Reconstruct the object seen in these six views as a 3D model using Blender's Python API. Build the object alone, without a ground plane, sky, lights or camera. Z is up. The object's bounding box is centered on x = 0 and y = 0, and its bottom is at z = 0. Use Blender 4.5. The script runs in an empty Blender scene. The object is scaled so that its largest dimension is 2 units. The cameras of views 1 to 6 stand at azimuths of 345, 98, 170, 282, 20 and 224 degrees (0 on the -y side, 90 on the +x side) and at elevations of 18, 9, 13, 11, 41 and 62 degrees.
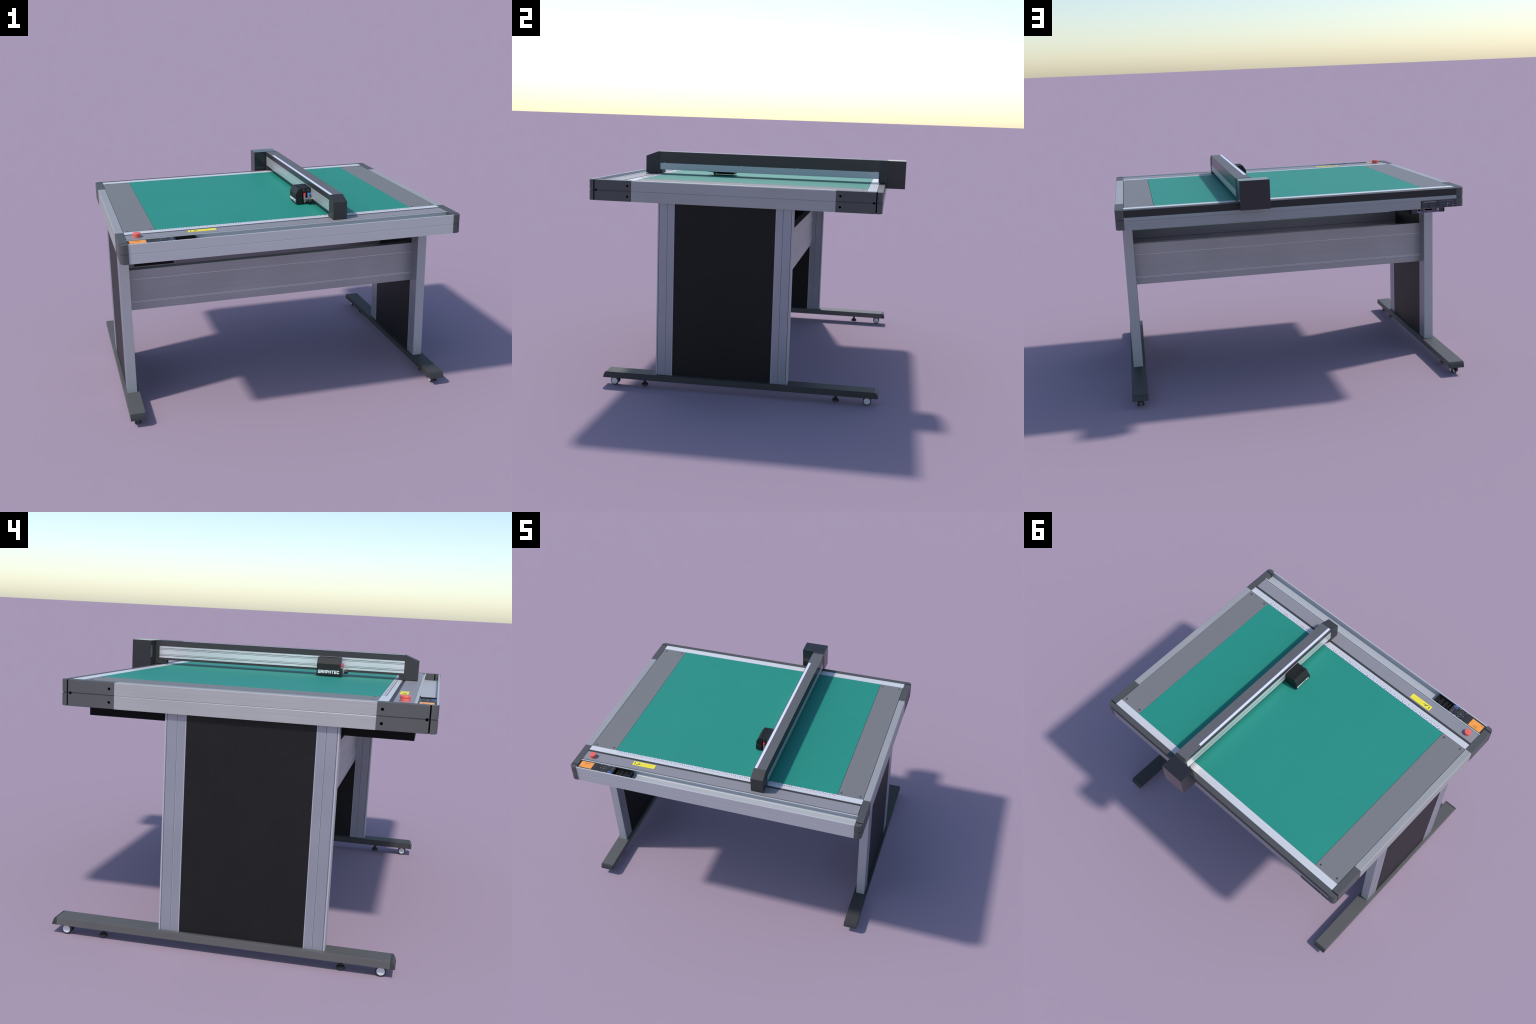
import bpy, bmesh, math, random
from mathutils import Matrix, Vector

random.seed(7)
PI = math.pi

# ---------------------------------------------------------------- materials
def lin(c):
    return tuple(((v / 255.0) / 12.92 if v <= 10 else (((v / 255.0) + 0.055) / 1.055) ** 2.4) for v in c)

def new_mat(name):
    m = bpy.data.materials.new(name)
    m.use_nodes = True
    nt = m.node_tree
    b = nt.nodes["Principled BSDF"]
    return m, nt, b

def speckle_mat(name, base, rough=0.5, metal=0.0, amount=0.06, scale=900.0, stretch=None,
                bump=0.0, spec=0.5, large=0.0, large_scale=6.0):
    """Base colour broken up by fine noise (optionally stretched into brush lines)."""
    m, nt, b = new_mat(name)
    N, L = nt.nodes, nt.links
    tc = N.new("ShaderNodeTexCoord")
    mp = N.new("ShaderNodeMapping")
    if stretch:
        mp.inputs["Scale"].default_value = stretch
    L.new(tc.outputs["Object"], mp.inputs["Vector"])
    no = N.new("ShaderNodeTexNoise")
    no.inputs["Scale"].default_value = scale
    no.inputs["Detail"].default_value = 3.0
    L.new(mp.outputs["Vector"], no.inputs["Vector"])
    ramp = N.new("ShaderNodeValToRGB")
    ramp.color_ramp.elements[0].position = 0.3
    ramp.color_ramp.elements[1].position = 0.7
    lo = [max(0.0, c * (1 - amount)) for c in base]
    hi = [min(1.0, c * (1 + amount)) for c in base]
    ramp.color_ramp.elements[0].color = (*lo, 1)
    ramp.color_ramp.elements[1].color = (*hi, 1)
    L.new(no.outputs["Fac"], ramp.inputs["Fac"])
    col = ramp.outputs["Color"]
    if large > 0:
        n2 = N.new("ShaderNodeTexNoise")
        n2.inputs["Scale"].default_value = large_scale
        n2.inputs["Detail"].default_value = 2.0
        L.new(tc.outputs["Object"], n2.inputs["Vector"])
        mr = N.new("ShaderNodeMapRange")
        mr.inputs["From Min"].default_value = 0.3
        mr.inputs["From Max"].default_value = 0.7
        mr.inputs["To Min"].default_value = 1 - large
        mr.inputs["To Max"].default_value = 1 + large
        L.new(n2.outputs["Fac"], mr.inputs["Value"])
        mx = N.new("ShaderNodeVectorMath")
        mx.operation = 'SCALE'
        L.new(col, mx.inputs[0])
        L.new(mr.outputs["Result"], mx.inputs["Scale"])
        col = mx.outputs["Vector"]
    L.new(col, b.inputs["Base Color"])
    b.inputs["Roughness"].default_value = rough
    b.inputs["Metallic"].default_value = metal
    b.inputs["Specular IOR Level"].default_value = spec
    if bump > 0:
        bp = N.new("ShaderNodeBump")
        bp.inputs["Strength"].default_value = bump
        bp.inputs["Distance"].default_value = 0.0006
        L.new(no.outputs["Fac"], bp.inputs["Height"])
        L.new(bp.outputs["Normal"], b.inputs["Normal"])
    return m

ALONG_X = (0.006, 1.0, 1.0)
ALONG_Y = (1.0, 0.006, 1.0)
ALONG_Z = (1.0, 1.0, 0.006)

M = {}
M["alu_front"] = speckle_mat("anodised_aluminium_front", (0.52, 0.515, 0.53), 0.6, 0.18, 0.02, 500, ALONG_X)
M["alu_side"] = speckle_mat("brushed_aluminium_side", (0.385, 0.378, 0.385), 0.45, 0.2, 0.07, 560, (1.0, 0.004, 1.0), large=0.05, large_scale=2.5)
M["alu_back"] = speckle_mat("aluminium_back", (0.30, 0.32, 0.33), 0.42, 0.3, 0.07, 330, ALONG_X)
M["alu_guide"] = speckle_mat("aluminium_guide_rail", (0.66, 0.66, 0.68), 0.35, 0.1, 0.05, 260, ALONG_X)
M["alu_post"] = speckle_mat("satin_aluminium_post", (0.335, 0.345, 0.395), 0.38, 0.5, 0.07, 900, large=0.05, large_scale=4.0)
M["alu_beam"] = speckle_mat("brushed_aluminium_crossbeam", (0.375, 0.388, 0.40), 0.40, 0.5, 0.09, 560, (0.004, 1.0, 1.0), large=0.05, large_scale=3.0)
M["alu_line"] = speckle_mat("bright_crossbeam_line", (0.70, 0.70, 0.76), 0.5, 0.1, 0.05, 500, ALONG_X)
M["alu_gantry"] = speckle_mat("polished_aluminium_slide", (0.80, 0.81, 0.82), 0.34, 0.7, 0.06, 400, ALONG_Y, large=0.14, large_scale=2.2)  # large noise paints soft, uneven reflections along the slide
M["alu_gantry_rear"] = speckle_mat("aluminium_gantry_rear", (0.45, 0.49, 0.53), 0.4, 0.55, 0.02, 320, ALONG_Y)
M["cap"] = speckle_mat("dark_grey_plastic", (0.076, 0.076, 0.079), 0.52, 0.0, 0.06, 1200, large=0.04)
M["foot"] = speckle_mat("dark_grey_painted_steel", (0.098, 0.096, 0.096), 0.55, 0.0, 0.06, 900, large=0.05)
M["slot_face"] = speckle_mat("black_slot_face", (0.011, 0.011, 0.012), 0.5, 0.0, 0.06, 600)
M["alu_bright"] = speckle_mat("painted_edge_glint", (0.44, 0.45, 0.50), 0.45, 0.2, 0.04, 600)  # lighter copy of post metal, for chamfer reflections drawn as strips
M["alu_groove"] = speckle_mat("dark_groove_strip", (0.13, 0.13, 0.15), 0.6, 0.0, 0.04, 600)
M["alu_post_face"] = speckle_mat("lightened_post_face", (0.44, 0.45, 0.465), 0.5, 0.25, 0.04, 900)  # lighter, less blue copy of the post colour for the front and back faces
M["foot_shade"] = speckle_mat("darker_grey_right_foot", (0.052, 0.051, 0.051), 0.55, 0.0, 0.06, 900, large=0.05, spec=0.3)
M["foot_cap"] = speckle_mat("dark_plastic_foot_end", (0.036, 0.037, 0.038), 0.5, 0.0, 0.06, 900)
M["hole"] = speckle_mat("black_hole", (0.004, 0.004, 0.004), 0.9, 0.0, 0.0, 10, spec=0.0)
M["slab"] = speckle_mat("black_table_core", (0.040, 0.040, 0.043), 0.6, 0.0, 0.05, 500)
M["side_plate"] = speckle_mat("grey_painted_plate", (0.188, 0.186, 0.193), 0.55, 0.0, 0.12, 420, bump=0.1)
M["front_plate"] = speckle_mat("light_grey_painted_plate", (0.265, 0.256, 0.280), 0.55, 0.0, 0.07, 420)
M["mat"] = speckle_mat("green_cutting_mat", (0.017, 0.262, 0.200), 0.6, 0.0, 0.015, 60, large=0.02, large_scale=3.0, spec=0.35)
M["panel"] = speckle_mat("black_leg_panel", (0.0085, 0.0085, 0.0090), 0.5, 0.0, 0.08, 40, large=0.10, large_scale=5.0, spec=0.25)
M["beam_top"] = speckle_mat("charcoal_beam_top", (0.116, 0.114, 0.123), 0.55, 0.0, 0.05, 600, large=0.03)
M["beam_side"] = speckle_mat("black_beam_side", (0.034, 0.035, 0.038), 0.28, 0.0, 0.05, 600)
M["cover"] = speckle_mat("black_end_cover", (0.029, 0.030, 0.032), 0.48, 0.0, 0.05, 600)
M["drive"] = speckle_mat("black_drive_box", (0.022, 0.023, 0.027), 0.18, 0.0, 0.05, 600)
M["strip"] = speckle_mat("white_scale_strip", (0.78, 0.78, 0.92), 0.5, 0.0, 0.04, 500)
M["strip_mark"] = speckle_mat("scale_marks", (0.50, 0.48, 0.62), 0.6, 0.0, 0.02, 500)
M["ruler"] = speckle_mat("ruler_tape", (0.68, 0.68, 0.75), 0.5, 0.0, 0.03, 300)
M["ink"] = speckle_mat("black_ink", (0.035, 0.035, 0.045), 0.6, 0.0, 0.02, 300)
M["ink_red"] = speckle_mat("red_ink", (0.62, 0.06, 0.07), 0.6, 0.0, 0.02, 300)
M["carriage"] = speckle_mat("black_carriage_plastic", (0.014, 0.0145, 0.015), 0.5, 0.0, 0.06, 900, spec=0.3)
M["carriage_front"] = speckle_mat("black_carriage_recess", (0.009, 0.009, 0.010), 0.5, 0.0, 0.06, 900)
M["white"] = speckle_mat("white_lettering", (0.80, 0.84, 0.84), 0.5, 0.0, 0.01, 300)
M["grey_ink"] = speckle_mat("grey_lettering", (0.30, 0.31, 0.35), 0.6, 0.0, 0.02, 300)
M["alu_tray"] = speckle_mat("cool_grey_tray", (0.50, 0.515, 0.535), 0.5, 0.15, 0.02, 300, ALONG_X)
M["dim_ink"] = speckle_mat("dim_lettering", (0.10, 0.11, 0.13), 0.6, 0.0, 0.02, 300)
M["red"] = speckle_mat("red_button_plastic", (0.84, 0.14, 0.115), 0.45, 0.0, 0.05, 200)
M["pen_red"] = speckle_mat("red_pen_cap", (0.70, 0.05, 0.05), 0.4, 0.0, 0.02, 200)
M["pen_blue"] = speckle_mat("blue_pen_cap", (0.06, 0.22, 0.64), 0.4, 0.0, 0.02, 200)
M["pen_grey"] = speckle_mat("grey_tool_holder", (0.30, 0.31, 0.32), 0.35, 0.5, 0.03, 400)
M["yellow"] = speckle_mat("yellow_label", (0.93, 0.80, 0.055), 0.5, 0.0, 0.03, 120)
M["yellow_dim"] = speckle_mat("amber_print", (0.82, 0.62, 0.04), 0.5, 0.0, 0.03, 120)
M["screen"] = speckle_mat("orange_display", (0.95, 0.36, 0.065), 0.4, 0.0, 0.04, 60)
M["screen_ink"] = speckle_mat("display_print", (0.42, 0.13, 0.04), 0.5, 0.0, 0.02, 60)
M["screen_dim"] = speckle_mat("display_faint_print", (0.72, 0.24, 0.045), 0.5, 0.0, 0.02, 60)
M["keys"] = speckle_mat("black_control_panel", (0.034, 0.034, 0.037), 0.5, 0.0, 0.10, 500, spec=0.2)
M["key"] = speckle_mat("panel_key", (0.050, 0.050, 0.060), 0.5, 0.0, 0.08, 500, spec=0.2)
M["blue"] = speckle_mat("blue_key_outline", (0.10, 0.26, 0.85), 0.5, 0.0, 0.03, 200)
M["slots"] = speckle_mat("black_tool_rest", (0.011, 0.011, 0.012), 0.5, 0.0, 0.05, 300, spec=0.3)
M["rubber"] = speckle_mat("black_rubber", (0.022, 0.022, 0.024), 0.5, 0.0, 0.08, 300)
M["hub"] = speckle_mat("white_wheel_hub", (0.72, 0.73, 0.76), 0.35, 0.1, 0.03, 200)
M["box"] = speckle_mat("black_steel_box", (0.0035, 0.0035, 0.004), 0.5, 0.0, 0.05, 300, spec=0.12)
M["io"] = speckle_mat("navy_connector_plate", (0.040, 0.040, 0.075), 0.45, 0.0, 0.06, 300)
M["io_strip"] = speckle_mat("blue_violet_strip", (0.15, 0.16, 0.34), 0.5, 0.0, 0.05, 300)
M["io_metal"] = speckle_mat("connector_metal", (0.42, 0.36, 0.38), 0.4, 0.4, 0.06, 300)
M["label"] = speckle_mat("black_rating_label", (0.022, 0.024, 0.032), 0.45, 0.0, 0.05, 300)
M["screw"] = speckle_mat("dark_screw", (0.05, 0.048, 0.045), 0.45, 0.3, 0.1, 300)

# ---------------------------------------------------------------- builders
ROOT = bpy.data.objects.new("flatbed_cutting_plotter", None)
bpy.context.scene.collection.objects.link(ROOT)
ROOT["label"] = "large grey flatbed cutting table with green mat and moving gantry"
ROOT["category"] = "cutting plotter"

class Part:
    """Collects solids in world coordinates and becomes one mesh object."""
    def __init__(self, name, parent=None, kind=None):
        self.name, self.parent, self.kind = name, parent or ROOT, kind
        self.bm = bmesh.new()
        self.mats = []

    def mi(self, mat):
        if mat not in self.mats:
            self.mats.append(mat)
        return self.mats.index(mat)

    def _merge(self, tmp, mat, smooth=False):
        idx = self.mi(mat)
        for f in tmp.faces:
            f.material_index = idx
            f.smooth = smooth
        me = bpy.data.meshes.new("tmp")
        tmp.to_mesh(me)
        tmp.free()
        self.bm.from_mesh(me)
        bpy.data.meshes.remove(me)

    def box(self, x0, x1, y0, y1, z0, z1, mat, bevel=0.0, segs=2):
        t = bmesh.new()
        bmesh.ops.create_cube(t, size=1.0)
        cx, cy, cz = (x0 + x1) / 2, (y0 + y1) / 2, (z0 + z1) / 2
        for v in t.verts:
            v.co = Vector((cx + v.co.x * (x1 - x0), cy + v.co.y * (y1 - y0), cz + v.co.z * (z1 - z0)))
        if bevel > 0:
            bmesh.ops.bevel(t, geom=t.edges[:], offset=bevel, segments=segs, affect='EDGES', profile=0.5)
        self._merge(t, mat)
        return self

    def prism(self, pts, axis, a0, a1, mat, bevel=0.0):
        """Extrude a closed profile. axis 'x': pts=(y,z); 'y': pts=(x,z); 'z': pts=(x,y)."""
        def P(p, a):
            return {'x': (a, p[0], p[1]), 'y': (p[0], a, p[1]), 'z': (p[0], p[1], a)}[axis]
        t = bmesh.new()
        A = [t.verts.new(P(p, a0)) for p in pts]
        B = [t.verts.new(P(p, a1)) for p in pts]
        n = len(pts)
        for i in range(n):
            t.faces.new((A[i], A[(i + 1) % n], B[(i + 1) % n], B[i]))
        t.faces.new(A[::-1])
        t.faces.new(B)
        bmesh.ops.recalc_face_normals(t, faces=t.faces[:])
        if bevel > 0:
            es = [e for e in t.edges if e.calc_face_angle(0) > 0.5]
            bmesh.ops.bevel(t, geom=es, offset=bevel, segments=2, affect='EDGES', profile=0.5)
        self._merge(t, mat)
        return self

    def layers(self, rings, mat, smooth=False):
        """Loft closed rings of equal length (list of lists of 3D points)."""
        t = bmesh.new()
        R = [[t.verts.new(p) for p in r] for r in rings]
        n = len(rings[0])
        for k in range(len(R) - 1):
            for i in range(n):
                t.faces.new((R[k][i], R[k][(i + 1) % n], R[k + 1][(i + 1) % n], R[k + 1][i]))
        t.faces.new(R[0][::-1])
        t.faces.new(R[-1])
        bmesh.ops.recalc_face_normals(t, faces=t.faces[:])
        self._merge(t, mat, smooth)
        return self

    def lathe(self, c, axis, prof, mat, segs=40):
        """Solid of revolution: prof = [(along, radius)...] about axis through c."""
        rings = []
        for a, r in prof:
            ring = []
            for i in range(segs):
                th = 2 * PI * i / segs
                u, v = r * math.cos(th), r * math.sin(th)
                ring.append({'x': (c[0] + a, c[1] + u, c[2] + v),
                             'y': (c[0] + u, c[1] + a, c[2] + v),
                             'z': (c[0] + u, c[1] + v, c[2] + a)}[axis])
            rings.append(ring)
        return self.layers(rings, mat, True)

    def mesh(self, me, mat4, mat):
        t = bmesh.new()
        t.from_mesh(me)
        t.transform(mat4)
        self._merge(t, mat)
        return self

    def done(self, origin=None, smooth=28.0):
        me = bpy.data.meshes.new(self.name)
        if origin is not None:
            bmesh.ops.translate(self.bm, verts=self.bm.verts, vec=-Vector(origin))
        lim = math.radians(smooth)
        for e in self.bm.edges:
            e.smooth = e.calc_face_angle(0.0) < lim
        self.bm.to_mesh(me)
        self.bm.free()
        for m in self.mats:
            me.materials.append(M[m])
        ob = bpy.data.objects.new(self.name, me)
        bpy.context.scene.collection.objects.link(ob)
        if origin is not None:
            ob.location = Vector(origin) - (Vector(self.parent.matrix_world.translation)
                                            if self.parent is not ROOT else Vector())
        ob.parent = self.parent
        if self.kind:
            ob["kind"] = self.kind
        return ob

GLYPH = {}
def glyph(txt, bold=0.0):
    """Mesh of a text in unit height, lower-left at the origin, flat in XY."""
    key = (txt, bold)
    if key not in GLYPH:
        cu = bpy.data.curves.new("glyph", 'FONT')
        cu.body = txt
        cu.size = 1.0
        cu.offset = bold
        cu.extrude = 0.02
        cu.resolution_u = 3
        ob = bpy.data.objects.new("glyph", cu)
        bpy.context.scene.collection.objects.link(ob)
        dg = bpy.context.evaluated_depsgraph_get()
        me = bpy.data.meshes.new_from_object(ob.evaluated_get(dg))
        bpy.data.objects.remove(ob)
        bpy.data.curves.remove(cu)
        xs = [v.co.x for v in me.vertices]
        ys = [v.co.y for v in me.vertices]
        x0, x1, y0, y1 = min(xs), max(xs), min(ys), max(ys)
        me.transform(Matrix.Translation((-x0, -y0, 0)))
        GLYPH[key] = (me, x1 - x0, y1 - y0)
    return GLYPH[key]

def frame(origin, right, up):
    r, u = Vector(right).normalized(), Vector(up).normalized()
    n = r.cross(u)
    m = Matrix((r, u, n)).transposed().to_4x4()
    m.translation = Vector(origin)
    return m

def write(part, txt, origin, right, up, width, height, mat, bold=0.0, thick=0.0006):
    me, w, h = glyph(txt, bold)
    fm = frame(origin, right, up) @ Matrix.Diagonal((width / w, height / h, thick / 0.04, 1))
    part.mesh(me, fm, mat)

# ---------------------------------------------------------------- layout numbers
ZT, ZB, ZG = 1.140, 1.029, 1.0845      # table top, table bottom, waist groove
XI = 0.953                              # inner edge of the side rails
YF, YB = -0.838, 0.7248                 # front / back faces of the table

def notch(side, base):
    """Waist groove points on a vertical face at coordinate `base`, going upward."""
    d = 0.0018 * side
    return [(base, ZG - 0.0034), (base - d, ZG + 0.0004), (base, ZG + 0.0012)]

# ---------------------------------------------------------------- table core and frame
core = Part("table_core")
core.box(-XI + 0.0005, XI - 0.0005, -0.7285, 0.7165, 1.0305, 1.1335, "slab")
core = core.done()

# front extrusion with the storage tray folded into it
r = 0.012
ZF = 1.1000                             # tray floor
prof = [(YF + 0.002, ZB)] + notch(-1, YF + 0.002) + [(YF + 0.002, ZT - 0.001), (YF + 0.003, ZT)]
prof += [(-0.8285, ZT), (-0.828, ZT - 0.0008), (-0.828, ZF + r)]
prof += [(-0.828 + r * (1 - math.cos(a)), ZF + r * (1 - math.sin(a))) for a in (0.3, 0.6, 0.9, 1.2, PI / 2)]
YW = -0.7460                            # tray back wall lies under the lip
prof += [(YW - r * (1 - math.cos(a)), ZF + r * (1 - math.sin(a))) for a in (PI / 2, 1.2, 0.9, 0.6, 0.3)]
prof += [(YW, ZF + r), (YW, 1.1330), (-0.7535, 1.1362), (-0.754, 1.1366), (-0.754, ZT), (-0.7465, ZT), (-0.7462, 1.1350), (-0.7450, 1.1325), (-0.7290, 1.1325), (-0.7290, ZB)]
front = Part("front_rail").prism(prof, 'x', -XI, XI, "alu_front").done()
front.data.materials.append(M["alu_tray"])
for p in front.data.polygons:           # the tray channel gets a cooler grey
    if -0.8283 < p.center.y < -0.743 and p.center.z > ZF - 0.0005 and abs(p.normal.x) < 0.5:
        p.material_index = 1

for s in (-1, 1):
    o = s * 0.9995
    i = s * XI
    p = [(o, ZB)] + notch(s, o) + [(o, ZT - 0.0035), (o - s * 0.0035, ZT), (i, ZT), (i, ZB)]
    Part("side_rail").prism(p, 'y', -0.6011, 0.4852, "alu_side").done()

# back extrusion: aluminium foot, black slot cover above
Part("back_rail").prism([(0.715, ZB), (YB, ZB), (YB, 1.0772), (YB + 0.0022, 1.0792), (YB + 0.0022, 1.0802), (YB + 0.0005, 1.0965), (YB - 0.0005, 1.0975), (0.715, 1.0975)],
                        'x', -XI, XI, "alu_back").done()
slot = Part("back_slot_cover")
slot.prism([(0.6908, 1.1332), (0.6908, 1.1392), (0.7225, 1.1392), (YB + 0.0010, 1.1372), (YB + 0.0010, 1.1350),
            (0.7166, 1.1332)], 'x', -XI, XI, "cap")
slot.box(-XI, XI, 0.7167, YB + 0.0004, 1.0980, 1.1340, "slot_face")
slot.done()

# corner caps: rounded at the outside corner, cut by a slit, waist groove and screw holes
def cap_ring(sx, sy, ya, yb, z, inset, round_r):
    xo, xi = 1.0 - inset, XI + 0.0002
    pts = []
    if round_r > 0:
        yo = yb - inset
        for k in range(9):
            a = (PI / 2) * k / 8
            pts.append((xo - round_r + round_r * math.cos(a), yo - round_r + round_r * math.sin(a)))
        pts = [(xi, ya), (xo, ya)] + pts + [(xi, yo)]
    else:
        pts = [(xi, ya), (xo, ya), (xo, yb), (xi, yb)]
    return [(sx * x, sy * y, z) for x, y in pts]

def cap_levels(sx, sy, ya, yb, rr):
    L = [(ZB, 0.0012), (ZB + 0.0012, 0.0), (ZG - 0.0030, 0.0), (ZG - 0.0015, 0.0030), (ZG + 0.0015, 0.0030),
         (ZG + 0.0030, 0.0), (ZT - 0.0012, 0.0), (ZT, 0.0012)]
    return [cap_ring(sx, sy, ya, yb, z, i, rr) for z, i in L]

def boolean_cut(ob, cutters):
    for c in cutters:
        md = ob.modifiers.new("cut", 'BOOLEAN')
        md.object = c
        md.operation = 'DIFFERENCE'
        md.solver = 'EXACT'
    dg = bpy.context.evaluated_depsgraph_get()
    me = bpy.data.meshes.new_from_object(ob.evaluated_get(dg))
    old = ob.data
    ob.modifiers.clear()
    ob.data = me
    me.name = old.name
    bpy.data.meshes.remove(old)
    for c in cutters:
        cm = c.data
        bpy.data.objects.remove(c)
        bpy.data.meshes.remove(cm)

for sx in (-1, 1):
    for sy, yend, yin, yslit, yh, ym in ((-1, 0.839, 0.6011, 0.8072, 0.6230, 0.7962),
                                         (1, 0.7250, 0.4852, 0.6936, 0.5080, 0.6812)):
        cp = Part("corner_cap")
        cp.layers(cap_levels(sx, sy, yin + 0.0001, yslit - 0.0032, 0), "cap")
        cp.layers(cap_levels(sx, sy, yslit + 0.0032, yend, 0.026), "cap", True)
        ob = cp.done()
        cuts = []
        holes = Part("screw_hole", ob)
        for (y, z) in ((yh, 1.1122), (yh, 1.0557), (ym, 1.0840)):
            c = Part("cutter").lathe((sx * 0.985, sy * y, z), 'x', [(-0.006, 0.0064), (0.02, 0.0064)] if sx > 0 else
                                     [(-0.02, 0.0064), (0.006, 0.0064)], "hole", 28).done()
            cuts.append(c)
            holes.lathe((sx * 0.985, sy * y, z), 'x', [(-0.005, 0.0063), (0.0075, 0.0063)] if sx > 0 else
                        [(-0.0075, 0.0063), (0.005, 0.0063)], "hole", 24)
        # black core seen through the slit
        holes.box(sx * (XI + 0.001), sx * 0.9965, sy * (yslit - 0.006), sy * (yslit + 0.006), ZB + 0.002, ZT - 0.0015, "hole")
        boolean_cut(ob, cuts)
        holes.done()

# ---------------------------------------------------------------- work surface
Part("cutting_mat").box(-0.7708, 0.7840, -0.5980, 0.6410, 1.1330, 1.1401, "mat", 0.0004, 1).done()
for x0, x1, xs in ((-0.9500, -0.7725, (-0.925, -0.796)), (0.7858, 0.9500, (0.8045, 0.928))):
    pl = Part("side_plate").box(x0, x1, -0.5978, 0.6410, 1.1330, 1.1397, "side_plate", 0.0005, 1).done()
    for xx in xs:
        for yy in (-0.5770, 0.6165):
            sc = Part("plate_screw", pl)
            sc.lathe((xx, yy, 1.1396), 'z', [(-0.002, 0.0060), (0.0003, 0.0062), (0.0009, 0.0054), (0.0010, 0.0026), (0.0002, 0.0022)], "screw", 20)
            sc.done()

Part("dark_inlay_strip").box(-0.9505, 0.9520, -0.6588, -0.6427, 1.1330, 1.1386, "slab").done()
fp = Part("front_plate").box(-0.9505, 0.9505, -0.7385, -0.6590, 1.1330, 1.1398, "front_plate", 0.0005, 1).done()

def rail_profile(y0, y1, z):
    """Flat guide rail with four fine grooves."""
    pts = [(y0, z - 0.006), (y0, z - 0.0004), (y0 + 0.0004, z)]
    for k in range(1, 5):
        yc = y0 + (y1 - y0) * k / 5
        pts += [(yc - 0.0009, z), (yc, z - 0.0007), (yc + 0.0009, z)]
    pts += [(y1 - 0.0004, z), (y1, z - 0.0004), (y1, z - 0.006)]
    return pts

gr_front = Part("guide_rail").prism(rail_profile(-0.6425, -0.5992, 1.1404), 'x', -0.9505, 0.9520, "alu_guide").done()
Part("guide_rail").prism(rail_profile(0.6420, 0.6900, 1.1404), 'x', -0.9505, 0.9520, "alu_guide").done()

# ruler tape on the front guide rail
RX0, RX1 = -0.7520, 0.7835
tape = Part("ruler_tape", gr_front).box(RX0, RX1, -0.6212, -0.6005, 1.1400, 1.1408, "ruler").done()
marks = Part("ruler_marking", gr_front, "stuff")
zr = 1.1411
step = 1.516 / 100
for i in range(101):
    x = -0.7473 + i * step
    big = i % 10 == 0
    marks.box(x - 0.0005, x + 0.0005, -0.6210, -0.6210 + (0.0072 if big else (0.0056 if i % 5 == 0 else 0.0044)), zr - 0.0004, zr, "ink")
    for k in range(1, 5):
        if i < 100:
            xx = x + step * k / 5
            marks.box(xx - 0.0003, xx + 0.0003, -0.6210, -0.6182, zr - 0.0004, zr, "ink")
    if big:
        if i:
            n = str(i // 10 + 2)
            w = 0.0068 * len(n)
            write(marks, n, (x - w / 2, -0.6142, zr - 0.0002), (1, 0, 0), (0, 1, 0), w, 0.0092, "ink_red", 0.04)
        else:
            write(marks, "0", (x - 0.002, -0.6125, zr - 0.0002), (1, 0, 0), (0, 1, 0), 0.004, 0.006, "ink_red", 0.02)
    else:
        n = str(i % 10)
        write(marks, n, (x - 0.0027, -0.6160 + (0.0050 if i % 2 else 0.0), zr - 0.0002), (1, 0, 0), (0, 1, 0), 0.0054, 0.0078, "ink", 0.04)
marks.done()

# emergency button and yellow sign on the front plate
bt = Part("emergency_button", fp)
bt.lathe((-0.890, -0.7035, 1.1405), 'z', [(-0.001, 0.0205), (0.0120, 0.0205), (0.0140, 0.0222), (0.0205, 0.0224), (0.0225, 0.0212), (0.0228, 0.0195), (0.0226, 0.010)], "red", 48)
bt.done()
ys = Part("warning_label", fp)
ys.box(-0.6012, -0.4418, -0.7050, -0.6672, 1.1402, 1.1410, "yellow")
ys.done()
yp = Part("warning_print", fp)
ZL = 1.1410
yp.prism([(-0.5885, -0.6985), (-0.5845, -0.6985), (-0.5845, -0.6835), (-0.5818, -0.6835), (-0.5865, -0.6745), (-0.5912, -0.6835), (-0.5885, -0.6835)],
         'z', ZL - 0.0004, ZL + 0.0004, "ink")
def stroke(part, a, b, w, z, mat, h=0.0004):
    ax, ay = a
    bx, by = b
    d = Vector((bx - ax, by - ay)).normalized() * w / 2
    nx, ny = -d.y, d.x
    part.prism([(ax + nx, ay + ny), (ax - nx, ay - ny), (bx - nx, by - ny), (bx + nx, by + ny)], 'z', z - h, z + h, mat)
for k, (a, b, w) in enumerate((((-0.5735, -0.6985), (-0.5610, -0.6875), 0.0034), ((-0.5625, -0.6940), (-0.5545, -0.6795), 0.0026),
                ((-0.5620, -0.6820), (-0.5480, -0.6925), 0.0022), ((-0.5655, -0.6900), (-0.5500, -0.6868), 0.0022))):
    stroke(yp, a, b, w * 1.35, ZL + 0.00003 * k, "ink")
yp.lathe((-0.5435, -0.6885, ZL), 'z', [(-0.0004, 0.0030), (0.00035, 0.0030)], "ink", 14)
for k, (yy, x1) in enumerate(((-0.6760, -0.470), (-0.6825, -0.456), (-0.6890, -0.462), (-0.6955, -0.480))):
    xx = -0.532
    rng = random.Random(k)
    while xx < x1:
        w = rng.uniform(0.004, 0.012)
        yp.box(xx, xx + w, yy - 0.0012, yy + 0.0012, ZL - 0.0004, ZL + 0.0003, "yellow_dim")
        xx += w + 0.0018
yp.done()

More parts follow.
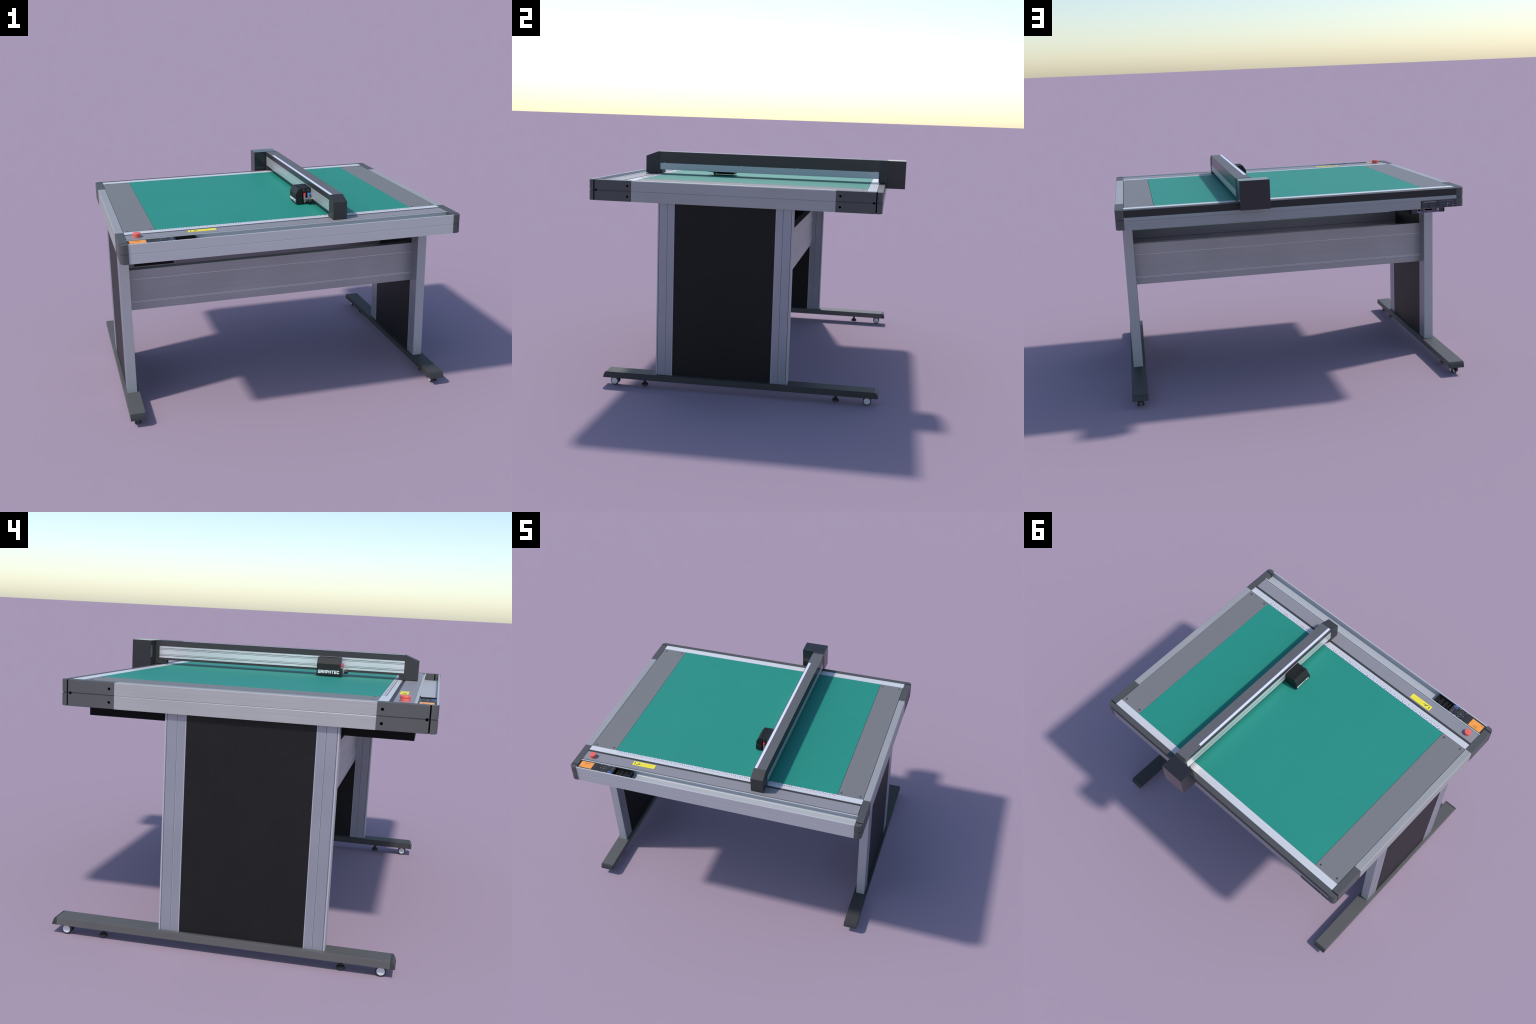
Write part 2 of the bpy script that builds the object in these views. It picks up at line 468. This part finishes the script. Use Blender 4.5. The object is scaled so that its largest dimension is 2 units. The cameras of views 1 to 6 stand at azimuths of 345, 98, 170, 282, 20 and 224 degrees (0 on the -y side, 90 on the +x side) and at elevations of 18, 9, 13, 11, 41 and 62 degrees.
# ---------------------------------------------------------------- control panel and tool rest inside the tray
cpn = Part("control_panel").box(-0.9528, -0.6945, -0.8278, -0.7542, 1.1105, 1.1368, "keys", 0.0004, 1).done()
sc = Part("display_screen", cpn).box(-0.9415, -0.8503, -0.8192, -0.7603, 1.1360, 1.1374, "screen").done()
sp = Part("display_print", cpn)
zs = 1.1375
for i in range(9):
    sp.box(-0.912 + i * 0.0036, -0.912 + i * 0.0036 + 0.0027, -0.7795, -0.7742, zs - 0.0003, zs + 0.0002, "screen_ink")
for i in range(3):
    sp.box(-0.9385, -0.9355, -0.806 - i * 0.0042, -0.8035 - i * 0.0042, zs - 0.0003, zs + 0.0002, "screen_ink")
    sp.box(-0.9335, -0.922 + i * 0.003, -0.806 - i * 0.0042, -0.8035 - i * 0.0042, zs - 0.0003, zs + 0.0002, "screen_dim")
for i in range(4):
    sp.box(-0.905 + i * 0.006, -0.901 + i * 0.006, -0.7700, -0.7672, zs - 0.0003, zs + 0.0002, "screen_dim")
sp.box(-0.912, -0.890, -0.789, -0.7868, zs - 0.0003, zs + 0.0002, "screen_dim")
sp.box(-0.858, -0.8535, -0.801, -0.7985, zs - 0.0003, zs + 0.0002, "screen_dim")
sp.done()

zk = 1.1370
for yy in (-0.816, -0.7992, -0.7826, -0.7662):
    Part("panel_key", cpn).box(-0.8365, -0.8200, yy - 0.0042, yy + 0.0042, 1.1360, 1.1375, "key", 0.0005, 1).done()
ring = Part("arrow_key_ring", cpn)
seg = 40
for a0 in range(4):
    c0 = a0 * PI / 2 + 0.12
    pts = [(-0.7695 + 0.0215 * math.cos(c0 + (PI / 2 - 0.24) * k / 8), -0.7895 + 0.0215 * math.sin(c0 + (PI / 2 - 0.24) * k / 8)) for k in range(9)]
    pts += [(-0.7695 + 0.0125 * math.cos(c0 + (PI / 2 - 0.24) * k / 8), -0.7895 + 0.0125 * math.sin(c0 + (PI / 2 - 0.24) * k / 8)) for k in range(8, -1, -1)]
    ring.prism(pts, 'z', 1.1362, 1.1376, "key")
ring.lathe((-0.7695, -0.7895, 1.1362), 'z', [(0, 0.0100), (0.0014, 0.0098)], "key", 28)
ring.done()
kp = Part("key_lettering", cpn, "stuff")
rng = random.Random(3)
def words(cx, cy, w, h=0.0038, mat="grey_ink", z=1.1379):
    x = cx - w / 2
    while x < cx + w / 2:
        d = rng.uniform(0.0016, 0.0032)
        kp.box(x, x + d, cy - h / 2, cy + h / 2, z - 0.0008, z, mat)
        x += d + 0.0007
words(-0.7695, -0.7895, 0.0120)
for (x, y, w) in ((-0.7455, -0.8228, 0.016), (-0.8000, -0.8228, 0.008), (-0.7468, -0.7580, 0.016), (-0.7985, -0.7582, 0.009),
                  (-0.7085, -0.7895, 0.006), (-0.7100, -0.7732, 0.006), (-0.7120, -0.7580, 0.008)):
    words(x, y, w, z=1.1375)
for (x, y) in ((-0.7455, -0.7890), (-0.7700, -0.8145), (-0.7700, -0.7655), (-0.7945, -0.7890)):
    words(x, y, 0.0034, 0.0034, z=1.1378)
for yy in (-0.8125, -0.7950, -0.7785, -0.7622):
    words(-0.8430, yy, 0.003, 0.0042, "dim_ink", z=1.1375)
kp.done()
bk = Part("blue_key_outline", cpn)
bx0, bx1, by0, by1 = -0.7265, -0.7025, -0.8255, -0.8070
for a in ((bx0, bx1, by0, by0 + 0.0058), (bx0, bx1, by1 - 0.0026, by1), (bx0, bx0 + 0.0026, by0 + 0.0059, by1 - 0.0027), (bx1 - 0.0026, bx1, by0 + 0.0059, by1 - 0.0027)):
    bk.box(a[0], a[1], a[2], a[3], 1.1360, 1.1374, "blue")
bk.done()

tr = Part("tool_rest")
tr.box(-0.6944, -0.5700, -0.8278, -0.7543, 1.0985, 1.1200, "slots")
tr.box(-0.6944, -0.6900, -0.8278, -0.7543, 1.1201, 1.1366, "slots")
tr.box(-0.5765, -0.5700, -0.8278, -0.7543, 1.1201, 1.1330, "slots")
tr.box(-0.6899, -0.5766, -0.8278, -0.8240, 1.1201, 1.1330, "slots")
tr.box(-0.6899, -0.5766, -0.7590, -0.7543, 1.1201, 1.1375, "slots")
tr = tr.done()
th = Part("tool_slot", tr)
th.box(-0.6890, -0.6780, -0.8225, -0.7560, 1.1170, 1.1204, "hole")
for xx in (-0.6600, -0.6290):
    for y0, y1 in ((-0.8200, -0.7960), (-0.7880, -0.7610)):
        th.box(xx - 0.0050, xx + 0.0050, y0, y1, 1.1170, 1.1204, "hole")
        tr_edge = 1.1212
        th.box(xx + 0.0051, xx + 0.0066, y0, y1, 1.1195, tr_edge, "cover")
for yy in (-0.8080, -0.7730):
    th.lathe((-0.5935, yy, 1.1187), 'z', [(0.0, 0.0098), (0.0022, 0.0098), (0.0023, 0.0090)], "cover", 28)
    th.lathe((-0.5935, yy, 1.1187), 'z', [(0.0, 0.0086), (0.0025, 0.0086)], "hole", 28)
th.done()

# ---------------------------------------------------------------- electronics box under the left side
ebox = Part("control_box").box(-0.9195, -0.7000, -0.7535, 0.6250, 0.9862, 1.0303, "box", 0.001, 1).done()
io = Part("connector_plate", ebox)
io.box(-0.9100, -0.7150, 0.6251, 0.6262, 0.9864, 1.0290, "io")
io.box(-0.8855, -0.7490, 0.6262, 0.6268, 0.9866, 0.9945, "io_strip")
io.done()
cn = Part("connector_port", ebox)
def framed(x0, x1, z0, z1, t):
    y0, y1 = 0.6262, 0.6292
    cn.box(x0, x1, y0, y1, z0, z0 + t, "io_metal")
    cn.box(x0, x1, y0, y1, z1 - t, z1, "io_metal")
    cn.box(x0, x0 + t, y0, y1, z0 + t, z1 - t, "io_metal")
    cn.box(x1 - t, x1, y0, y1, z0 + t, z1 - t, "io_metal")
    cn.box(x0 + t, x1 - t, y0, y0 + 0.0006, z0 + t, z1 - t, "hole")
framed(-0.7725, -0.7490, 0.9968, 1.0120, 0.0022)
framed(-0.8470, -0.7920, 0.9975, 1.0125, 0.0020)
for xx in (-0.7865, -0.8545):
    cn.lathe((xx, 0.6262, 1.0050), 'y', [(0, 0.0034), (0.003, 0.0034), (0.0034, 0.0026)], "io_metal", 16)
cn.box(-0.8842, -0.8685, 0.6262, 0.6285, 0.9972, 1.0110, "io_metal", 0.0005, 1)
cn.box(-0.8800, -0.8730, 0.6285, 0.6289, 1.0000, 1.0080, "pen_grey")
cn.done()
iot = Part("connector_lettering", ebox, "stuff")
rng = random.Random(5)
def back_words(part, x_start, x_end, z, h, y, mat):
    x = x_start
    while x > x_end:
        d = rng.uniform(0.0016, 0.0034)
        part.box(x - d, x, y, y + 0.0005, z - h / 2, z + h / 2, mat)
        x -= d + 0.0008
for a, b in ((-0.754, -0.766), (-0.806, -0.830), (-0.870, -0.880)):
    back_words(iot, a, b, 0.9905, 0.0030, 0.6268, "grey_ink")
iot.done()

# rating plate on the back face
rp = Part("rating_label")
rp.box(-0.9525, -0.7370, YB + 0.0001, YB + 0.0010, 1.0300, 1.0750, "label")
rp = rp.done()
rt = Part("rating_lettering", rp, "stuff")
YL = YB + 0.0010
back_words(rt, -0.7525, -0.8290, 1.0668, 0.0048, YL, "grey_ink")
for k in range(5):
    z = 1.0585 - k * 0.0058
    back_words(rt, -0.7500, -0.7750 - 0.003 * (k % 2), z, 0.0020, YL, "dim_ink")
    back_words(rt, -0.7930, -0.8280 + 0.003 * (k % 3), z, 0.0022, YL, "dim_ink")
back_words(rt, -0.8500, -0.9350, 1.0670, 0.0060, YL, "dim_ink")
for k in range(3):
    back_words(rt, -0.8530, -0.8810, 1.0530 - k * 0.0075, 0.0026, YL, "dim_ink")
for k, (x, z, w, h) in enumerate(((-0.8950, 1.0505, 0.0085, 0.0080), (-0.9075, 1.0505, 0.0080, 0.0085), (-0.8950, 1.0370, 0.0075, 0.0050),
                                  (-0.9270, 1.0540, 0.0150, 0.0050), (-0.9290, 1.0415, 0.0070, 0.0070), (-0.9440, 1.0415, 0.0070, 0.0050))):
    rt.box(x - w, x, YL, YL + 0.0005, z - h / 2, z + h / 2, "dim_ink" if k % 2 else "grey_ink")
def outline(x0, x1, z0, z1, t=0.0006):
    rt.box(x0, x1, YL, YL + 0.0004, z0, z0 + t, "dim_ink")
    rt.box(x0, x1, YL, YL + 0.0004, z1 - t, z1, "dim_ink")
    rt.box(x0, x0 + t, YL, YL + 0.0004, z0 + t, z1 - t, "dim_ink")
    rt.box(x1 - t, x1, YL, YL + 0.0004, z0 + t, z1 - t, "dim_ink")
outline(-0.8425, -0.7415, 1.0312, 1.0620)
outline(-0.9385, -0.8460, 1.0610, 1.0730)
outline(-0.8840, -0.8470, 1.0318, 1.0585)
outline(-0.9140, -0.8880, 1.0318, 1.0585)
rt.done()

# ---------------------------------------------------------------- legs
YP = ((-0.4605, -0.3690), (0.1745, 0.2665))
def post_profile(xa, xb, ya, yb, front):
    """Plan outline of a hollow-looking extrusion with face grooves; xa<xb."""
    yo = ya if front else yb
    sgn = 1 if front else -1
    e = yo + sgn * 0.0080
    g = yo + sgn * 0.0530
    def face(x, d, up):
        ks = sorted([(e, 0.0012, 0.0022), (g, 0.0014, 0.0028)], key=lambda k: k[0], reverse=not up)
        out = []
        for c, hw, dep in ks:
            w = hw if up else -hw
            out += [(x, c - w), (x + d * dep, c - w * 0.5), (x + d * dep, c + w * 0.5), (x, c + w)]
        return out
    return ([(xa, ya)] + [(xb, ya)] + face(xb, -1, True) + [(xb, yb), (xa, yb)] + face(xa, 1, False))

for (xa, xb, fa, fb) in ((-0.9770, -0.9205, -0.9960, -0.9052), (0.9146, 0.9715, 0.8968, 0.9875)):
    xc = (fa + fb) / 2
    leg = Part("leg_panel").box(xa + 0.0004, xb - 0.0008, -0.3700, 0.1755, 0.0800, 1.0302, "panel").done()
    Part("panel_foot_strip", leg).box(xa + 0.0002, xb - 0.0002, -0.3689, 0.1744, 0.0805, 0.0835, "foot_cap").done()
    for k, (ya, yb) in enumerate(YP):
        Part("leg_post", leg).prism(post_profile(xa, xb, ya, yb, k == 0), 'z', 0.0803, 1.0303, "alu_post").done()
        bd = Part("post_tone_strip", leg)
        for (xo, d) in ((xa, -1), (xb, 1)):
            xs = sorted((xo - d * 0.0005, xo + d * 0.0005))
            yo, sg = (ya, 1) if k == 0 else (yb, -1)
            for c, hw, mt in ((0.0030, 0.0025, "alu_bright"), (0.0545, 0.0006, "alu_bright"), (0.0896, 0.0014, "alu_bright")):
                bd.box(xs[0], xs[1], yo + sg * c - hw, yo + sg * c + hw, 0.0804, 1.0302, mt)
            for c, hw in ((0.0072, 0.0008), (0.0527, 0.0009)):
                bd.box(xo - d * 0.0030, xo + d * 0.0001, yo + sg * c - hw, yo + sg * c + hw, 0.0804, 1.0302, "alu_groove")
        fy = sorted((yo - sg * 0.0006, yo + sg * 0.0003))
        bd.box(xa + 0.0003, xb - 0.0003, fy[0], fy[1], 0.0804, 1.0302, "alu_post_face")
        bd.done()
    fz0, fz1 = 0.0465, 0.0810
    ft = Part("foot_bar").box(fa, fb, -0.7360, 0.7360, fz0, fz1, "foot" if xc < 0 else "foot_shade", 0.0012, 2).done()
    for s in (-1, 1):
        prof = [(s * 0.7361, fz0), (s * 0.7575, fz0), (s * 0.7565, 0.0530), (s * 0.7540, 0.0620), (s * 0.7500, 0.0715), (s * 0.7440, fz1 - 0.0006), (s * 0.7361, fz1 - 0.0002)]
        Part("foot_end_cap", ft).prism(prof, 'x', fa + 0.0004, fb - 0.0004, "foot_cap", 0.0006).done()
        yc = s * 0.6990
        cs = Part("caster", ft)
        cs.box(xc - 0.0075, xc + 0.0075, yc - 0.016, yc + 0.010, 0.0190, 0.0466, "rubber", 0.003, 2)
        cs.lathe((xc, yc, 0.0225), 'x', [(-0.019, 0.004), (0.019, 0.004)], "rubber", 16)
        for sx in (-1, 1):
            w0, w1 = (0.0085, 0.0210)
            a = [(sx * w0, 0.0205), (sx * (w0 + 0.0012), 0.0225), (sx * (w1 - 0.0030), 0.0225), (sx * w1, 0.0195)]
            cs.lathe((xc, yc, 0.0225), 'x', a if sx > 0 else a[::-1], "rubber", 40)
        cs.done()
        hb = Part("wheel_hub", ft)
        for sx in (-1, 1):
            a = [(sx * 0.0205, 0.0176), (sx * 0.0214, 0.0174), (sx * 0.0222, 0.0150), (sx * 0.0224, 0.0060)]
            hb.lathe((xc, yc, 0.0225), 'x', a if sx > 0 else a[::-1], "hub", 36)
        hb.done()
        lv = Part("leveling_foot", ft)
        lv.lathe((xc, s * 0.5310, 0.0), 'z', [(0.0045, 0.0165), (0.0060, 0.0186), (0.0110, 0.0188), (0.0170, 0.0180), (0.0200, 0.0150), (0.0215, 0.0105), (0.0250, 0.0090), (0.0260, 0.0068), (0.0470, 0.0066)], "rubber", 36)
        lv.done()

# crossbeams between the legs
for yo, s, z0, z1 in ((-0.3680, -1, 0.5815, 0.8360), (0.1915, 1, 0.5880, 0.8425)):
    pts_o, pts_i = [], []
    yi = yo - s * 0.045
    for zc in (0.7760, 0.6370):
        pts_i += [(yi, zc + 0.0020), (yi + s * 0.0018, zc), (yi, zc - 0.0020)]
    prof = [(yo, z0)] + pts_o + [(yo, z1), (yi, z1)] + pts_i + [(yi, z0)]
    cb = Part("crossbeam").prism(prof, 'x', -0.9203, 0.9144, "alu_beam").done()
    pale_line = Part("crossbeam_pale_line", cb)
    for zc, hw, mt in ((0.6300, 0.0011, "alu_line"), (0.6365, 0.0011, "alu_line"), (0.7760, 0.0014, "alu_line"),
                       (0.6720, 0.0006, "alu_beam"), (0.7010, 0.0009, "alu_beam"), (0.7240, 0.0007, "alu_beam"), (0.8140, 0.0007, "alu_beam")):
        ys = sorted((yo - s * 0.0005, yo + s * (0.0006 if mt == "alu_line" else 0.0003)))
        pale_line.box(-0.9203, 0.9144, ys[0], ys[1], zc - hw, zc + hw, mt)
    pale_line.done()

# ---------------------------------------------------------------- gantry
GX0, GX1 = 0.2455, 0.3285
GY0, GY1 = -0.6470, 0.7110
GZ0, GZ1 = 1.1640, 1.2736
gan = Part("gantry_beam")
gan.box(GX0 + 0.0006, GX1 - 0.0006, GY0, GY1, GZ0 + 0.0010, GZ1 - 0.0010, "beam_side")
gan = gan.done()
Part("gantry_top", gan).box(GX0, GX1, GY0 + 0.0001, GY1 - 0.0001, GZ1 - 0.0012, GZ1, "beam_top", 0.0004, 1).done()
# slide rail on the carriage side: longitudinal ribs
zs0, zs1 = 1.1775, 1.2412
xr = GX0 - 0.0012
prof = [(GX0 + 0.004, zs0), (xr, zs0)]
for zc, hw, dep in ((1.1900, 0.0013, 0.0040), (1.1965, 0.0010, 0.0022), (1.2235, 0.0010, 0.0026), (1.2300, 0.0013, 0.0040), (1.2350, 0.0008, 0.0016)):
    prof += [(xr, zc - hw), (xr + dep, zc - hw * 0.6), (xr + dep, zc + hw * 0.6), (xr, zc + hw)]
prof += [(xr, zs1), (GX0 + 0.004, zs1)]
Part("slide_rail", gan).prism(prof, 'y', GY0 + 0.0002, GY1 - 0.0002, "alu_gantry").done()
Part("rear_rail", gan).box(GX1 - 0.004, GX1 + 0.0006, -0.6335, 0.6838, 1.1655, 1.2048, "alu_gantry_rear", 0.0003, 1).done()
pin = Part("rear_rail_clip", gan)
for yy in (-0.607, -0.130, 0.205, 0.665):
    pin.prism([(yy - 0.004, 1.2048), (yy + 0.004, 1.2048), (yy + 0.0018, 1.2085), (yy - 0.0018, 1.2085)], 'x', GX1 - 0.002, GX1 + 0.0008, "alu_gantry_rear")
pin.done()
st = Part("scale_strip", gan).box(0.2505, 0.2668, GY0 + 0.001, 0.5780, GZ1 - 0.0003, GZ1 + 0.0004, "strip").done()
sm = Part("scale_marking", gan, "stuff")
for i in range(0, 121):
    yy = -0.640 + i * 0.0101
    big = i % 10 == 0
    sm.box(0.2512, 0.2512 + (0.007 if big else 0.0040), yy - 0.0003, yy + 0.0003, GZ1 + 0.0001, GZ1 + 0.0006, "strip_mark")
    if i % 2 == 1:
        n = str((i // 2) % 10)
        write(sm, n, (0.2640, yy - 0.0022, GZ1 + 0.0004), (0, 1, 0), (-1, 0, 0), 0.0036, 0.0052, "strip_mark", 0.0)
sm.done()

ec = Part("gantry_end_cover", gan)
ec.prism([(-0.7215, 1.1425), (-0.7215, 1.2450), (-0.6475, 1.2737), (-0.6471, 1.2737), (-0.6471, 1.1425)], 'x', GX0 - 0.0004, GX1 + 0.0004, "cover", 0.0008)
ec.done()
cl = Part("gantry_collar", gan)
cl.box(GX0 - 0.0003, GX1 + 0.0011, -0.6470, -0.6335, 1.1430, 1.1640, "cover")
cl.box(GX1 - 0.002, GX1 + 0.0011, -0.6470, -0.6335, 1.1641, GZ1 - 0.0015, "cover")
cl.box(GX0 + 0.004, GX1 - 0.004, -0.6334, -0.6220, 1.1430, 1.1640, "cover")
cl.done()
db = Part("drive_box", gan)
db.box(0.1595, 0.3262, 0.7330, 0.8388, 1.1115, 1.2728, "drive", 0.0008, 2)
db.done()
br = Part("drive_bracket", gan)
br.box(GX0 - 0.0004, GX1 - 0.0012, 0.7110, 0.7332, 1.1425, GZ1 - 0.0010, "cover", 0.0006, 1)
br.box(GX1 - 0.002, GX1 + 0.0004, 0.6840, 0.7105, 1.1430, GZ1 - 0.0015, "cover")
br.box(GX0, GX1 - 0.002, 0.6880, 0.7109, 1.1430, 1.1640, "cover")
br.box(GX0 - 0.0004, GX1 - 0.0012, 0.7270, 0.7330, 1.1120, 1.1425, "cover")
br.done()

# ---------------------------------------------------------------- tool carriage
cy0, cy1 = -0.3175, -0.1950
body = [(0.1510, 1.1468), (0.1450, 1.1500), (0.1450, 1.2075), (0.1660, 1.2395), (0.2452, 1.2405), (0.2452, 1.1660), (0.2330, 1.1500), (0.2330, 1.1468)]
ca = Part("tool_carriage")
ca.prism(body, 'y', -0.3050, cy1, "carriage", 0.0012)
nose = [(0.1510, 1.1468), (0.1450, 1.1500), (0.1450, 1.2075), (0.1660, 1.2395), (0.1875, 1.2397), (0.1875, 1.1468)]
ca.prism(nose, 'y', cy0, -0.3040, "carriage", 0.0008)
low = [(0.1506, 1.1464), (0.1446, 1.1496), (0.1446, 1.1855), (0.1860, 1.1855), (0.1860, 1.1464)]
ca.prism(low, 'y', -0.3280, cy0 + 0.001, "carriage", 0.0010)
ca.prism([(0.1876, 1.2110), (0.1876, 1.2396), (0.2451, 1.2403), (0.2451, 1.2110)], 'y', -0.3150, -0.3045, "carriage", 0.0005)
ca = ca.done()
gv = Part("carriage_vent", ca)
for k, yy in enumerate((-0.212, -0.222, -0.248, -0.258, -0.284, -0.294)):
    gv.box(0.172, 0.196, yy - 0.0011, yy + 0.0011, 1.2394, 1.2401, "hole")
gv.done()
# block lettering drawn with broad strokes on a 4 x 5 grid
STROKES = {
    "G": [[(4, 4.4), (4, 5), (0.6, 5), (0, 4.4), (0, 0.6), (0.6, 0), (4, 0), (4, 2.4), (2.0, 2.4)]],
    "R": [[(0, 0), (0, 5), (3.5, 5), (4, 4.4), (4, 2.8), (3.5, 2.2), (0, 2.2)], [(2.2, 2.2), (4, 0)]],
    "A": [[(0, 0), (0, 4.2), (0.8, 5), (3.2, 5), (4, 4.2), (4, 0)], [(0, 1.9), (4, 1.9)]],
    "P": [[(0, 0), (0, 5), (3.5, 5), (4, 4.4), (4, 2.6), (3.5, 2.0), (0, 2.0)]],
    "H": [[(0, 0), (0, 5)], [(4, 0), (4, 5)], [(0, 2.5), (4, 2.5)]],
    "T": [[(0, 5), (4, 5)], [(2, 5), (2, 0)]],
    "E": [[(4, 5), (0, 5), (0, 0), (4, 0)], [(0, 2.5), (3.6, 2.5)]],
    "C": [[(4, 4.2), (3.6, 5), (0.6, 5), (0, 4.4), (0, 0.6), (0.6, 0), (3.6, 0), (4, 0.8)]],
}
lt = Part("wordmark", ca)
pitch, cw, chh, sw = 0.01425, 0.0088, 0.0132, 0.0034
for i, ch in enumerate("GRAPHTEC"):
    y_left = -0.2048 - i * pitch
    zi = 0
    for line in STROKES[ch]:
        for (u0, v0), (u1, v1) in zip(line[:-1], line[1:]):
            a = Vector((y_left - u0 / 4 * cw, 1.1590 + v0 / 5 * chh))
            b = Vector((y_left - u1 / 4 * cw, 1.1590 + v1 / 5 * chh))
            d = (b - a).normalized() * sw * 0.5
            n = Vector((-d.y, d.x))
            a2, b2 = a - d * 0.9, b + d * 0.9
            h = 0.0006 + 0.00004 * (zi % 12)
            zi += 1
            lt.prism([tuple(a2 + n), tuple(a2 - n), tuple(b2 - n), tuple(b2 + n)], 'x', 0.1455, 0.1450 - h, "white")
lt.done()
nm = Part("tool_number", ca)
write(nm, "1", (0.1965, -0.3152, 1.2240), (1, 0, 0), (0, 0, 1), 0.0038, 0.0088, "grey_ink", 0.02, 0.0008)
write(nm, "2", (0.2212, -0.3152, 1.2240), (1, 0, 0), (0, 0, 1), 0.0066, 0.0088, "grey_ink", 0.02, 0.0008)
nm.done()
for px, capm in ((0.2020, "pen_red"), (0.2276, "pen_blue")):
    pen = Part("pen_holder", ca)
    c = (px, -0.3200, 0.0)
    pen.lathe(c, 'z', [(1.1512, 0.0060), (1.1560, 0.0078), (1.1770, 0.0080), (1.1900, 0.0076), (1.1915, 0.0070)], "pen_grey", 28)
    pen.lathe(c, 'z', [(1.1914, 0.0066), (1.1935, 0.0066)], "carriage_front", 24)
    pen.lathe(c, 'z', [(1.1422, 0.0040), (1.1512, 0.0046)], "rubber", 20)
    pen.box(px + 0.0030, px + 0.0190, -0.3345, -0.3060, 1.1560, 1.1790, "pen_grey", 0.0035, 3)
    pen.done()
    Part("pen_cap", ca).lathe(c, 'z', [(1.1934, 0.0078), (1.2080, 0.0076), (1.2100, 0.0066), (1.2104, 0.0040)], capm, 28).done()
    Part("clamp_knob", ca).lathe((px + 0.0125, -0.3344, 1.1655), 'y', [(0.0, 0.0088), (-0.0160, 0.0084), (-0.0180, 0.0070)], "carriage_front", 28).done()
    Part("pen_arm", ca).box(px - 0.006, px + 0.010, -0.3120, -0.3040, 1.1600, 1.1850, "carriage_front", 0.001, 1).done()
Part("stop_pin", ca).lathe((0.2420, -0.3120, 0.0), 'z', [(1.1640, 0.0040), (1.2060, 0.0040), (1.2075, 0.0030)], "pen_grey", 16).done()

for me, w, h in GLYPH.values():
    bpy.data.meshes.remove(me)
